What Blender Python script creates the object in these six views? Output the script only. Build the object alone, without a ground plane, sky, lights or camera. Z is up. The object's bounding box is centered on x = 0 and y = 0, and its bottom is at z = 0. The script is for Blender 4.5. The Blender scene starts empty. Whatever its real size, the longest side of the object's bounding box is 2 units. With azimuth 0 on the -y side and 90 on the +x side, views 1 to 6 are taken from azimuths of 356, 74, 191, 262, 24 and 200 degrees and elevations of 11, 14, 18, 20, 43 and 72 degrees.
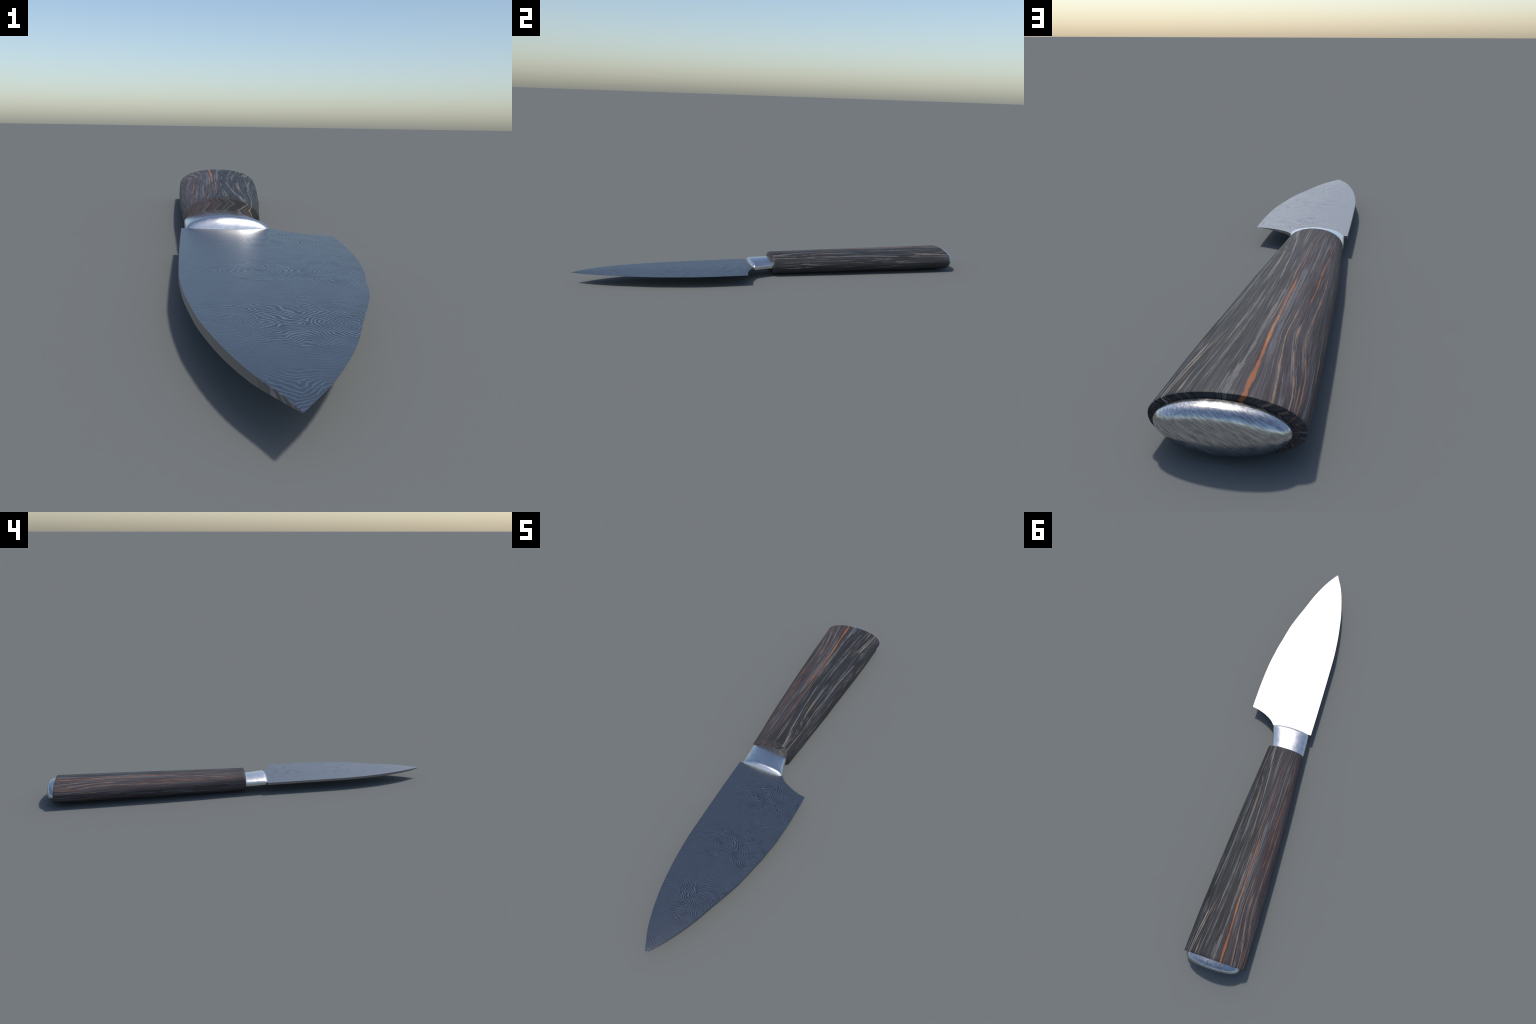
"""A small chef's knife lying flat: patterned-steel blade, polished bolster,
dark streaked-wood handle with an elliptical section, domed metal end cap.
Frame: metres, z up; the knife lies along y with its tip at y = -1."""
import bpy
import bmesh
import math
import numpy as np

# ------------------------------------------------------------------ helpers


def curve(points):
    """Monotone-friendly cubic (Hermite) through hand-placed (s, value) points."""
    p = np.array(sorted(points), float)
    s, v = p[:, 0], p[:, 1]
    d = np.diff(v) / np.diff(s)
    m = np.empty_like(v)
    m[0], m[-1] = d[0], d[-1]
    for i in range(1, len(v) - 1):
        if d[i - 1] * d[i] <= 0:
            m[i] = 0.0
        else:
            w1, w2 = 2 * (s[i + 1] - s[i]) + (s[i] - s[i - 1]), (s[i + 1] - s[i]) + 2 * (s[i] - s[i - 1])
            m[i] = (w1 + w2) / (w1 / d[i - 1] + w2 / d[i])

    def f(t):
        t = min(max(t, s[0]), s[-1])
        i = min(int(np.searchsorted(s, t, side="right")) - 1, len(s) - 2)
        i = max(i, 0)
        h = s[i + 1] - s[i]
        u = (t - s[i]) / h
        return float((2 * u**3 - 3 * u**2 + 1) * v[i] + (u**3 - 2 * u**2 + u) * h * m[i]
                     + (-2 * u**3 + 3 * u**2) * v[i + 1] + (u**3 - u**2) * h * m[i + 1])
    return f


def make_object(name, bm, material, parent, sharp_angle=35.0):
    bmesh.ops.remove_doubles(bm, verts=bm.verts, dist=1e-6)
    bmesh.ops.recalc_face_normals(bm, faces=bm.faces)
    me = bpy.data.meshes.new(name)
    bm.to_mesh(me)
    bm.free()
    for poly in me.polygons:
        poly.use_smooth = True
    me.set_sharp_from_angle(angle=math.radians(sharp_angle))
    me.materials.append(material)
    ob = bpy.data.objects.new(name, me)
    bpy.context.scene.collection.objects.link(ob)
    ob.parent = parent
    return ob


def loft(bm, rings, cap_start=True, cap_end=True):
    rows = [[bm.verts.new(c) for c in ring] for ring in rings]
    n = len(rows[0])
    for a, b in zip(rows, rows[1:]):
        for i in range(n):
            bm.faces.new((a[i], a[(i + 1) % n], b[(i + 1) % n], b[i]))
    if cap_start:
        bm.faces.new(rows[0])
    if cap_end:
        bm.faces.new(rows[-1])
    return rows


class Nodes:
    """Tiny node-graph writer."""

    def __init__(self, name):
        self.mat = bpy.data.materials.new(name)
        self.mat.use_nodes = True
        self.t = self.mat.node_tree
        self.t.nodes.clear()
        self.out = self.t.nodes.new("ShaderNodeOutputMaterial")
        self.bsdf = self.t.nodes.new("ShaderNodeBsdfPrincipled")
        self.t.links.new(self.bsdf.outputs[0], self.out.inputs[0])
        self.co = self.t.nodes.new("ShaderNodeTexCoord").outputs["Object"]
        sep = self.t.nodes.new("ShaderNodeSeparateXYZ")
        self.t.links.new(self.co, sep.inputs[0])
        self.x, self.y, self.z = sep.outputs

    def put(self, socket, value):
        if isinstance(value, bpy.types.NodeSocket):
            self.t.links.new(value, socket)
        elif isinstance(value, tuple) and len(value) == 3 and socket.type == "RGBA":
            socket.default_value = (*value, 1.0)
        else:
            socket.default_value = value

    def m(self, op, a, b=0.0, c=0.0, clamp=False):
        n = self.t.nodes.new("ShaderNodeMath")
        n.operation, n.use_clamp = op, clamp
        for s, v in zip(n.inputs, (a, b, c)):
            self.put(s, v)
        return n.outputs[0]

    def add(self, a, b): return self.m("ADD", a, b)
    def sub(self, a, b): return self.m("SUBTRACT", a, b)
    def mul(self, a, b): return self.m("MULTIPLY", a, b)

    def step(self, v, lo, hi, a=0.0, b=1.0):
        n = self.t.nodes.new("ShaderNodeMapRange")
        n.interpolation_type = "SMOOTHSTEP"
        self.put(n.inputs[0], v)
        for i, k in enumerate((lo, hi, a, b)):
            self.put(n.inputs[i + 1], k)
        return n.outputs[0]

    def vec(self, x, y, z):
        n = self.t.nodes.new("ShaderNodeCombineXYZ")
        for s, v in zip(n.inputs, (x, y, z)):
            self.put(s, v)
        return n.outputs[0]

    def noise(self, v, scale, detail=2.0, rough=0.5):
        n = self.t.nodes.new("ShaderNodeTexNoise")
        self.put(n.inputs["Vector"], v)
        n.inputs["Scale"].default_value = scale
        n.inputs["Detail"].default_value = detail
        n.inputs["Roughness"].default_value = rough
        return n.outputs[0]

    def mix(self, fac, a, b, mode="MIX"):
        n = self.t.nodes.new("ShaderNodeMix")
        n.data_type, n.blend_type = "RGBA", mode
        self.put(n.inputs[0], fac)
        self.put(n.inputs[6], a)
        self.put(n.inputs[7], b)
        return n.outputs[2]

    def bump(self, height, strength, distance):
        n = self.t.nodes.new("ShaderNodeBump")
        n.inputs["Strength"].default_value = strength
        n.inputs["Distance"].default_value = distance
        self.put(n.inputs["Height"], height)
        self.t.links.new(n.outputs[0], self.bsdf.inputs["Normal"])

    def set(self, **kw):
        for k, v in kw.items():
            self.put(self.bsdf.inputs[k.replace("_", " ")], v)


# ---------------------------------------------------------------- materials


def patterned_steel():
    """Folded steel: contour-like light and dark layers with eyes and stars."""
    g = Nodes("patterned_steel")
    # gentle wander of the layers, then a fine ragged wobble
    wa = g.noise(g.co, 9.0, 2.0)
    wb = g.noise(g.vec(g.add(g.x, 3.7), g.y, g.z), 9.0, 2.0)
    wc = g.noise(g.co, 55.0, 3.0, 0.6)
    wd = g.noise(g.vec(g.add(g.x, 7.1), g.y, g.z), 55.0, 3.0, 0.6)
    x = g.add(g.x, g.add(g.mul(g.sub(wa, 0.5), 0.055), g.mul(g.sub(wc, 0.5), 0.010)))
    y = g.add(g.y, g.add(g.mul(g.sub(wb, 0.5), 0.055), g.mul(g.sub(wd, 0.5), 0.009)))
    # up-and-down folding along the blade: crests at the three rows of eyes
    along = g.sub(g.mul(g.m("PINGPONG", g.add(g.mul(g.add(y, 0.26), 1 / 0.255), 1.0), 1.0), 2.0), 1.0)
    # sideways folding: an eye near mid-width, a star, a half eye at the edge
    xo = g.sub(x, g.add(0.046 + 0.26 * 0.155, g.mul(y, 0.155)))
    toward_edge = g.mul(g.m("MAXIMUM", xo, 0.0), 1 / 0.0625)
    toward_spine = g.mul(g.m("MAXIMUM", g.mul(xo, -1.0), 0.0), 1 / 0.17)
    across = g.sub(g.mul(g.m("PINGPONG", g.add(g.add(toward_edge, toward_spine), 1.0), 1.0), 2.0), 1.0)
    # layers lie wide at the crests and crowd together on the slopes between
    eased = g.add(g.mul(along, 0.50), g.mul(g.m("SINE", g.mul(along, math.pi / 2)), 0.50))
    f = g.mul(eased, g.add(21.0, g.mul(across, 5.0)))
    lumps = g.sub(g.noise(g.co, 24.0, 1.0), 0.5)
    f = g.add(f, g.mul(lumps, 5.0))
    # a smaller eye by the choil
    ex, ey = g.mul(g.sub(x, 0.060), 1 / 0.026), g.mul(g.sub(y, -0.174), 1 / 0.026)
    eye = g.m("EXPONENT", g.mul(g.add(g.mul(ex, ex), g.mul(ey, ey)), -1.0))
    f = g.add(f, g.mul(eye, 4.0))
    # layers differ in thickness: here thin bright threads, there broad bands
    duty = g.mul(g.sub(g.noise(g.co, 34.0, 2.0), 0.5), 2.2)
    line = g.step(g.add(g.m("SINE", g.mul(f, 2 * math.pi)), duty), 0.15, 0.70)
    # where the layers are stretched thin (towards the spine) the figure fades
    fade = g.step(g.add(g.x, g.mul(g.sub(wb, 0.5), 0.25)), -0.09, 0.04, 0.30, 1.0)
    fade = g.mul(fade, g.step(g.m("ABSOLUTE", along), 0.15, 0.62, 0.45, 1.0))
    patch = g.step(g.noise(g.co, 14.0, 2.0), 0.36, 0.62, 0.45, 1.0)
    line = g.add(0.4, g.mul(g.sub(line, 0.4), g.mul(fade, patch)))
    grain = g.noise(g.vec(g.mul(g.x, 0.35), g.y, g.z), 420.0, 3.0, 0.7)
    col = g.mix(line, (0.175, 0.177, 0.185), (0.465, 0.465, 0.48))
    col = g.mix(0.35, col, g.mix(grain, (0.2, 0.2, 0.2), (1.4, 1.4, 1.4)), "MULTIPLY")
    g.set(Base_Color=col, Metallic=1.0, Roughness=g.step(line, 0.0, 1.0, 0.39, 0.35))
    return g.mat


def polished_metal(name, dark, light, rough, relief):
    """Bright steel with a slanting brush and a few cloudy spots."""
    g = Nodes(name)
    slant = g.vec(g.add(g.mul(g.x, 0.10), g.mul(g.z, 0.10)), g.mul(g.y, 0.6), g.sub(g.z, g.mul(g.x, 0.55)))
    brush = g.noise(slant, 330.0, 4.0, 0.65)
    cloud = g.noise(g.co, 38.0, 3.0, 0.6)
    col = g.mix(g.step(brush, 0.3, 0.75), (dark, dark, dark * 1.01), (light, light, light))
    col = g.mix(g.step(cloud, 0.5, 0.72, 0.0, 0.25), col, (0.50, 0.51, 0.54))
    g.set(Base_Color=col, Metallic=1.0, Roughness=g.step(cloud, 0.3, 0.7, rough - 0.04, rough + 0.06))
    g.bump(brush, relief, 0.0010)
    return g.mat


def streaked_wood(centre_x):
    """Near-black wood with long grey, tan and a few orange streaks."""
    g = Nodes("streaked_wood")
    dx = g.sub(g.x, centre_x)
    # the grain fans out a little towards both ends of the handle
    fan = g.add(1.0, g.add(g.step(g.y, 0.70, 1.02, 0.0, 0.45), g.mul(g.step(g.y, 0.24, -0.06, 0.0, 0.42), g.step(dx, -0.04, 0.02))))
    xg = g.m("DIVIDE", dx, fan)
    # round the flanks the grain follows the taper of the handle
    taper = g.m("POWER", g.m("MAXIMUM", g.sub(1.0, g.mul(g.y, 1 / 0.96)), 0.0), 1.3)
    half_width = g.add(0.084, g.mul(g.sub(1.0, taper), 0.050))
    rel = g.m("DIVIDE", dx, half_width)
    flank = g.step(g.m("ABSOLUTE", rel), 0.72, 0.95)
    xg = g.add(g.mul(xg, g.sub(1.0, flank)), g.mul(flank, g.mul(rel, 0.112)))
    front = g.step(g.y, -0.0072, -0.0088)            # the end face shows the grain zig-zagging
    zig = g.mul(g.sub(g.m("PINGPONG", g.mul(g.z, 62.0), 1.0), 0.5), 0.016)
    wav = g.noise(g.co, 70.0, 2.0)
    xg = g.add(xg, g.mul(front, g.add(zig, g.mul(g.sub(wav, 0.5), 0.006))))
    # on the rear face carry each rim colour straight inwards
    rear = g.step(g.y, 0.9592, 0.9597)
    rr = g.m("SQRT", g.add(g.m("POWER", g.mul(dx, 1 / 0.1345), 2.0), g.m("POWER", g.mul(g.sub(g.z, 0.055), 1 / 0.055), 2.0)))
    inward = g.m("MAXIMUM", g.add(g.mul(rr, rear), g.sub(1.0, rear)), 0.2)
    xg = g.m("DIVIDE", xg, inward)
    zs = g.add(0.055, g.m("DIVIDE", g.sub(g.z, 0.055), inward))
    zs = g.add(g.mul(zs, g.sub(1.0, front)), g.mul(front, 0.105))
    w1 = g.noise(g.vec(g.mul(g.x, 6.0), g.mul(g.y, 3.0), g.mul(g.z, 6.0)), 1.0, 1.0)
    w2 = g.noise(g.vec(g.mul(g.x, 22.0), g.mul(g.y, 7.0), g.mul(g.z, 22.0)), 1.0, 2.0)
    w3 = g.noise(g.vec(g.mul(g.x, 120.0), g.mul(g.y, 60.0), g.mul(g.z, 120.0)), 1.0, 2.0)
    xw = g.add(xg, g.add(g.mul(g.sub(w1, 0.5), 0.016),
                         g.add(g.mul(g.sub(w2, 0.5), 0.005), g.mul(g.sub(w3, 0.5), 0.0018))))
    zw = g.add(zs, g.add(g.mul(g.sub(w1, 0.5), 0.012), g.mul(g.sub(w2, 0.5), 0.003)))

    def fibre(scale, stretch, seed, detail=2.0, rough=0.5):
        return g.noise(g.vec(g.add(xw, seed), g.add(g.mul(g.y, stretch), seed), g.mul(zw, 0.8)), scale, detail, rough)

    speck = g.noise(g.co, 520.0, 2.0, 0.6)
    speckle = g.step(speck, 0.35, 0.62, 0.45, 1.0)
    # ground tone: charcoal, turning purple-brown on the spine half
    brown = g.step(g.add(xw, g.mul(g.sub(fibre(26.0, 0.05, 1.3), 0.5), 0.12)), 0.00, -0.045)
    col = g.mix(brown, (0.030, 0.0295, 0.031), (0.060, 0.0475, 0.049))
    fine = fibre(380.0, 0.014, 0.0, 3.0, 0.6)
    col = g.mix(g.step(fine, 0.35, 0.75), g.mix(1.0, col, (0.66, 0.66, 0.67), "MULTIPLY"), g.mix(1.0, col, (1.55, 1.55, 1.6), "MULTIPLY"))
    # bluish bands
    col = g.mix(g.step(fibre(70.0, 0.014, 5.1), 0.58, 0.70, 0.0, 0.55), col, (0.055, 0.062, 0.072))
    # grey streaks, long and broken
    grey = g.step(fibre(230.0, 0.009, 2.2, 2.0), 0.555, 0.65)
    broken = g.step(fibre(60.0, 0.05, 8.3, 2.0), 0.40, 0.60)
    col = g.mix(g.mul(g.mul(grey, broken), g.mul(speckle, 0.85)), col, (0.165, 0.165, 0.17))
    hair = g.step(fibre(460.0, 0.010, 4.4, 1.0), 0.64, 0.72)
    col = g.mix(g.mul(hair, g.mul(speckle, 0.6)), col, (0.19, 0.18, 0.17))
    # tan streaks, fewer; warmer on the spine half
    tan = g.step(fibre(210.0, 0.009, 6.7, 1.0), 0.66, 0.71)
    tan_col = g.mix(brown, (0.27, 0.22, 0.165), (0.27, 0.155, 0.085))
    col = g.mix(g.mul(tan, g.mul(g.step(fibre(50.0, 0.12, 3.1), 0.47, 0.58), 0.85)), col, tan_col)

    upper = g.step(g.z, 0.055, 0.066)

    def streak(col, at, slope, width, y0, y1, colour, strength=0.9, rag=0.5, seed=0.0, speckled=False):
        """One long streak at grain position at + slope*y, tapering at both ends."""
        d = g.m("ABSOLUTE", g.sub(xw, g.add(at, g.mul(g.y, slope))))
        wob = g.noise(g.vec(seed, g.mul(g.y, 14.0), seed), 1.0, 3.0, 0.6)
        wid = g.mul(g.step(wob, 0.28, 0.72, 1.0 - rag, 1.0 + rag), width)
        ends = g.mul(g.step(g.y, y0, y0 + 0.06), g.step(g.y, y1, y1 - 0.06))
        a = g.step(g.sub(d, g.mul(wid, ends)), 0.0006, -0.0006)
        a = g.mul(g.mul(a, ends), g.mul(upper, strength))
        if speckled:
            a = g.mul(a, speckle)
        return g.mix(a, col, colour)

    grey_c, blue_c = (0.17, 0.17, 0.165), (0.115, 0.125, 0.14)
    orange_c, amber_c, tan_c = (0.30, 0.100, 0.038), (0.38, 0.19, 0.075), (0.27, 0.18, 0.105)
    col = streak(col, -0.006, 0.002, 0.0024, 0.42, 1.10, grey_c, 0.8, 0.7, 1.1, True)
    col = streak(col, -0.030, -0.008, 0.0026, 0.30, 0.86, blue_c, 0.9, 0.6, 2.1, True)
    col = streak(col, 0.033, -0.030, 0.0017, -0.20, 0.46, grey_c, 0.9, 0.6, 3.1, True)
    col = streak(col, 0.022, 0.012, 0.0010, 0.35, 0.95, grey_c, 0.8, 0.8, 4.1, True)
    col = streak(col, -0.045, -0.004, 0.0016, 0.02, 0.40, grey_c, 0.8, 0.6, 5.1, True)
    col = streak(col, 0.046, 0.010, 0.0014, 0.17, 0.36, tan_c, 0.9, 0.4, 6.1)
    col = streak(col, 0.062, 0.012, 0.0010, 0.72, 1.10, tan_c, 0.85, 0.5, 7.1)
    col = streak(col, 0.076, 0.004, 0.0014, 0.74, 1.10, (0.27, 0.27, 0.24), 0.85, 0.5, 8.1)
    col = streak(col, 0.062, 0.050, 0.0020, 0.10, 0.70, (0.15, 0.15, 0.155), 0.62, 0.5, 9.1)  # soft pale grey line along the edge-side flank
    col = streak(col, 0.052, 0.120, 0.0012, -0.20, 0.16, (0.40, 0.28, 0.18), 0.9, 0.4, 10.1)
    col = streak(col, -0.074, 0.002, 0.0012, 0.00, 0.58, orange_c, 0.75, 0.8, 11.1)
    col = streak(col, -0.072, 0.000, 0.0012, 0.62, 1.10, tan_c, 0.8, 0.8, 12.1)
    col = streak(col, -0.090, 0.000, 0.0010, 0.30, 1.10, (0.30, 0.15, 0.07), 0.7, 0.8, 13.1)
    col = streak(col, -0.056, 0.004, 0.0010, 0.55, 1.10, (0.26, 0.19, 0.12), 0.8, 0.8, 14.1)
    col = streak(col, -0.017, -0.007, 0.0012, 0.02, 0.50, (0.17, 0.072, 0.040), 0.75, 0.95, 15.1)
    col = streak(col, -0.017, -0.008, 0.0018, 0.38, 0.68, orange_c, 0.9, 0.7, 16.1)
    col = streak(col, -0.017, -0.009, 0.0024, 0.60, 1.10, orange_c, 0.95, 0.5, 17.1)
    col = streak(col, -0.016, -0.010, 0.0015, 0.60, 0.80, amber_c, 0.85, 0.5, 18.1)
    g.set(Base_Color=col, Roughness=g.step(fine, 0.3, 0.7, 0.66, 0.52))
    g.bsdf.inputs["Specular IOR Level"].default_value = 0.22
    g.bump(g.add(fine, g.mul(grey, 0.5)), 0.25, 0.0008)
    return g.mat


# ------------------------------------------------------------------- layout

MID_Z = 0.0527                     # plane of the blade
HANDLE_Z, HANDLE_HH = 0.0550, 0.0550
HANDLE_Y0, HANDLE_Y1 = -0.0095, 0.9600

knife = bpy.data.objects.new("kitchen_knife", None)
knife["label"] = "chef's knife with patterned steel blade and dark streaked wooden handle"
knife["category"] = "kitchen knife"
bpy.context.scene.collection.objects.link(knife)

# --- blade: wedge section, curved spine and edge, scooped choil
spine_x = curve([(-1.0, 0.0), (-0.970, -0.0140), (-0.929, -0.0343), (-0.8635, -0.0580), (-0.816, -0.0715),
                 (-0.765, -0.0840), (-0.710, -0.0940), (-0.650, -0.1035), (-0.597, -0.1094), (-0.551, -0.1138),
                 (-0.445, -0.1185), (-0.344, -0.1222), (-0.235, -0.1255), (-0.122, -0.1283)])
edge_x = curve([(-1.0, 0.0), (-0.9405, 0.0353), (-0.899, 0.0547), (-0.841, 0.0778), (-0.7695, 0.0998),
                (-0.694, 0.1235), (-0.6407, 0.1381), (-0.6065, 0.1445), (-0.560, 0.1525), (-0.520, 0.1600),
                (-0.4695, 0.1667), (-0.415, 0.1725), (-0.350, 0.1756), (-0.290, 0.1768), (-0.240, 0.1768),
                (-0.1795, 0.1755), (-0.100, 0.1740)])
choil_x = curve([(-0.1795, 0.1755), (-0.1780, 0.1640), (-0.1757, 0.1510), (-0.1690, 0.1300), (-0.1620, 0.1118),
                 (-0.1540, 0.0960), (-0.1400, 0.0738), (-0.1280, 0.0618), (-0.1184, 0.0540), (-0.1100, 0.0500)])
ridge_f = curve([(-1.0, 0.38), (-0.80, 0.39), (-0.63, 0.45), (-0.467, 0.51), (-0.20, 0.60), (-0.10, 0.61)])
half_t = curve([(-1.0, 0.0005), (-0.97, 0.0030), (-0.92, 0.0048), (-0.84, 0.0058), (-0.10, 0.0059)])


def thickness(x, y):
    f = (x - spine_x(y)) / max(edge_x(y) - spine_x(y), 1e-6)
    r, t = ridge_f(y), half_t(y)
    t_ridge = 0.86
    if f <= r:
        k = 1.0 + (t_ridge - 1.0) * (f / r)
    else:
        k = t_ridge * (1.0 - (f - r) / (1.0 - r)) ** 0.96
    return t * max(k, 0.02)


def build_blade():
    bm = bmesh.new()
    ys = list(np.linspace(-0.9985, -0.90, 16)) + list(np.linspace(-0.895, -0.1795, 120))
    ys += [-0.1795 + (0.1795 - 0.1185) * (k / 22.0) ** 1.4 for k in range(1, 23)]
    cols = [0.0, 0.07, 0.16, 0.28, 0.40, 0.5, 0.6, 0.7, 0.8, 0.9, 0.96, 1.0]
    rings = []
    for y in ys:
        a = spine_x(y) - 0.0006 * min(1.0, (y + 1.0) / 0.05)
        b = (edge_x(y) if y <= -0.1795 else choil_x(y)) - 0.0009 * min(1.0, (y + 1.0) / 0.05)
        top, bot = [], []
        for c in cols:
            x = a + (b - a) * c
            yy = min(y, -0.1222 + 0.0045 * (x - a) / 0.18)
            h = thickness(x, y)
            top.append((x, yy, MID_Z + h))
            bot.append((x, yy, MID_Z - h))
        rings.append(top + bot[::-1])
    rows = loft(bm, rings, cap_start=False, cap_end=True)
    tip = bm.verts.new((0.0, -1.0, MID_Z))
    n = len(rows[0])
    for i in range(n):
        bm.faces.new((rows[0][(i + 1) % n], rows[0][i], tip))
    return make_object("blade", bm, patterned_steel(), knife, 20.0)


# --- bolster: flattened oval collar with a rounded lip where the blade leaves it
bol_hi = curve([(-0.130, 0.0515), (-0.118, 0.0510), (-0.0686, 0.0372), (-0.0214, 0.0268), (0.02, 0.0230)])
bol_lo = curve([(-0.130, -0.1190), (-0.1188, -0.1196), (-0.0597, -0.1243), (-0.0182, -0.1265), (0.02, -0.1270)])
bol_hh = curve([(-0.130, 0.0302), (-0.105, 0.0306), (-0.060, 0.0302), (-0.010, 0.0296), (0.02, 0.0296)])


def build_bolster():
    bm = bmesh.new()
    n, rings = 40, []
    lip = [(-0.1315, 0.10), (-0.1300, 0.32), (-0.1272, 0.56), (-0.1235, 0.77), (-0.1195, 0.92), (-0.1165, 0.975), (-0.1125, 1.0)]
    body = [(y, 1.0) for y in np.linspace(-0.104, 0.012, 12)]
    for y, k in lip + body:
        lo, hi, hh = bol_lo(y), bol_hi(y), bol_hh(y)
        xc, hw = 0.5 * (lo + hi), 0.5 * (hi - lo)
        hw *= 1.0 - 0.10 * (1.0 - k) ** 1.5
        top, bot = [], []
        for i in range(n + 1):
            u = -math.cos(math.pi * i / n)
            zz = (0.0050 * (0.35 + 0.65 * k) + (hh - 0.0050) * max(0.0, 1 - u * u) ** 0.58 * k)
            bow = 0.0075 * u * u * max(0.0, (-0.104 - y) / 0.0275) if y < -0.104 else 0.0
            top.append((xc + hw * u, y + bow, MID_Z + zz))
            bot.append((xc + hw * u, y + bow, MID_Z - zz))
        rings.append(top + bot[::-1])
    loft(bm, rings)
    return make_object("bolster", bm, BOLSTER_METAL, knife, 40.0)


# --- handle: elliptical section, widening to the rear, flat ends with a small round-over
han_hi = curve([(-0.010, 0.0410), (0.07, 0.0462), (0.208, 0.0552), (0.339, 0.0640), (0.457, 0.0697), (0.555, 0.0748),
                (0.690, 0.0818), (0.800, 0.0862), (0.890, 0.0885), (0.960, 0.0905)])
han_lo = curve([(-0.010, -0.1270), (0.056, -0.1310), (0.159, -0.1395), (0.262, -0.1470), (0.373, -0.1532), (0.478, -0.1592),
                (0.630, -0.1662), (0.770, -0.1720), (0.914, -0.1770), (0.960, -0.1785)])


SQUARE = 2.0 / 2.12                # a touch squarer than an ellipse


def build_handle():
    bm = bmesh.new()
    n, rings = 96, []
    ends = [(HANDLE_Y0, 0.0030), (HANDLE_Y0 + 0.0006, 0.0010), (HANDLE_Y0 + 0.002, 0.0)]
    rows = ends + [(y, 0.0) for y in np.linspace(0.005, 0.945, 70)]
    rows += [(HANDLE_Y1 - 0.002, 0.0), (HANDLE_Y1 - 0.0005, 0.0008), (HANDLE_Y1, 0.0022)]
    for y, inset in rows:
        lo, hi = han_lo(y) - 0.0003, han_hi(y) - 0.0004 - 0.0008 * (1.0 - min(max(y / 0.8, 0.0), 1.0))
        xc, hw, hh = 0.5 * (lo + hi), 0.5 * (hi - lo) - inset, HANDLE_HH - inset
        ring = []
        for i in range(n):
            a = 2 * math.pi * i / n
            ca, sa = math.cos(a), math.sin(a)
            ring.append((xc + hw * math.copysign(abs(ca) ** SQUARE, ca), y,
                         HANDLE_Z + hh * math.copysign(abs(sa) ** SQUARE, sa)))
        rings.append(ring)
    loft(bm, rings)
    return make_object("handle", bm, streaked_wood(-0.043), knife, 40.0)


# --- end cap: a pillow-shaped dome set into the handle's rear face
def build_end_cap(parent):
    bm = bmesh.new()
    xc, zc, hw, hh, depth = -0.0400, 0.0540, 0.1175, 0.0458, 0.0400
    n, rings = 96, []
    for k in [0.0, 0.02] + [math.sin(0.5 * math.pi * t) for t in np.linspace(0.08, 0.985, 22)]:
        rx = (1.0 - k ** 2.7) ** (1.0 / 2.7) if k > 0 else 1.0
        rz = (1.0 - k ** 3.6) ** (1.0 / 3.6) if k > 0 else 1.0
        y = HANDLE_Y1 - (0.01 if k == 0.0 else 0.0) + depth * k
        rings.append([(xc + hw * rx * math.cos(2 * math.pi * i / n), y, zc + hh * rz * math.sin(2 * math.pi * i / n)) for i in range(n)])
    rows = loft(bm, rings, cap_start=True, cap_end=False)
    top = bm.verts.new((xc, HANDLE_Y1 + depth, zc))
    for i in range(n):
        bm.faces.new((rows[-1][i], rows[-1][(i + 1) % n], top))
    return make_object("end_cap", bm, CAP_METAL, parent, 60.0)


BOLSTER_METAL = polished_metal("polished_metal", 0.62, 0.78, 0.28, 0.03)
CAP_METAL = polished_metal("brushed_metal", 0.34, 0.78, 0.22, 0.10)
build_blade()
build_bolster()
handle = build_handle()
build_end_cap(handle)
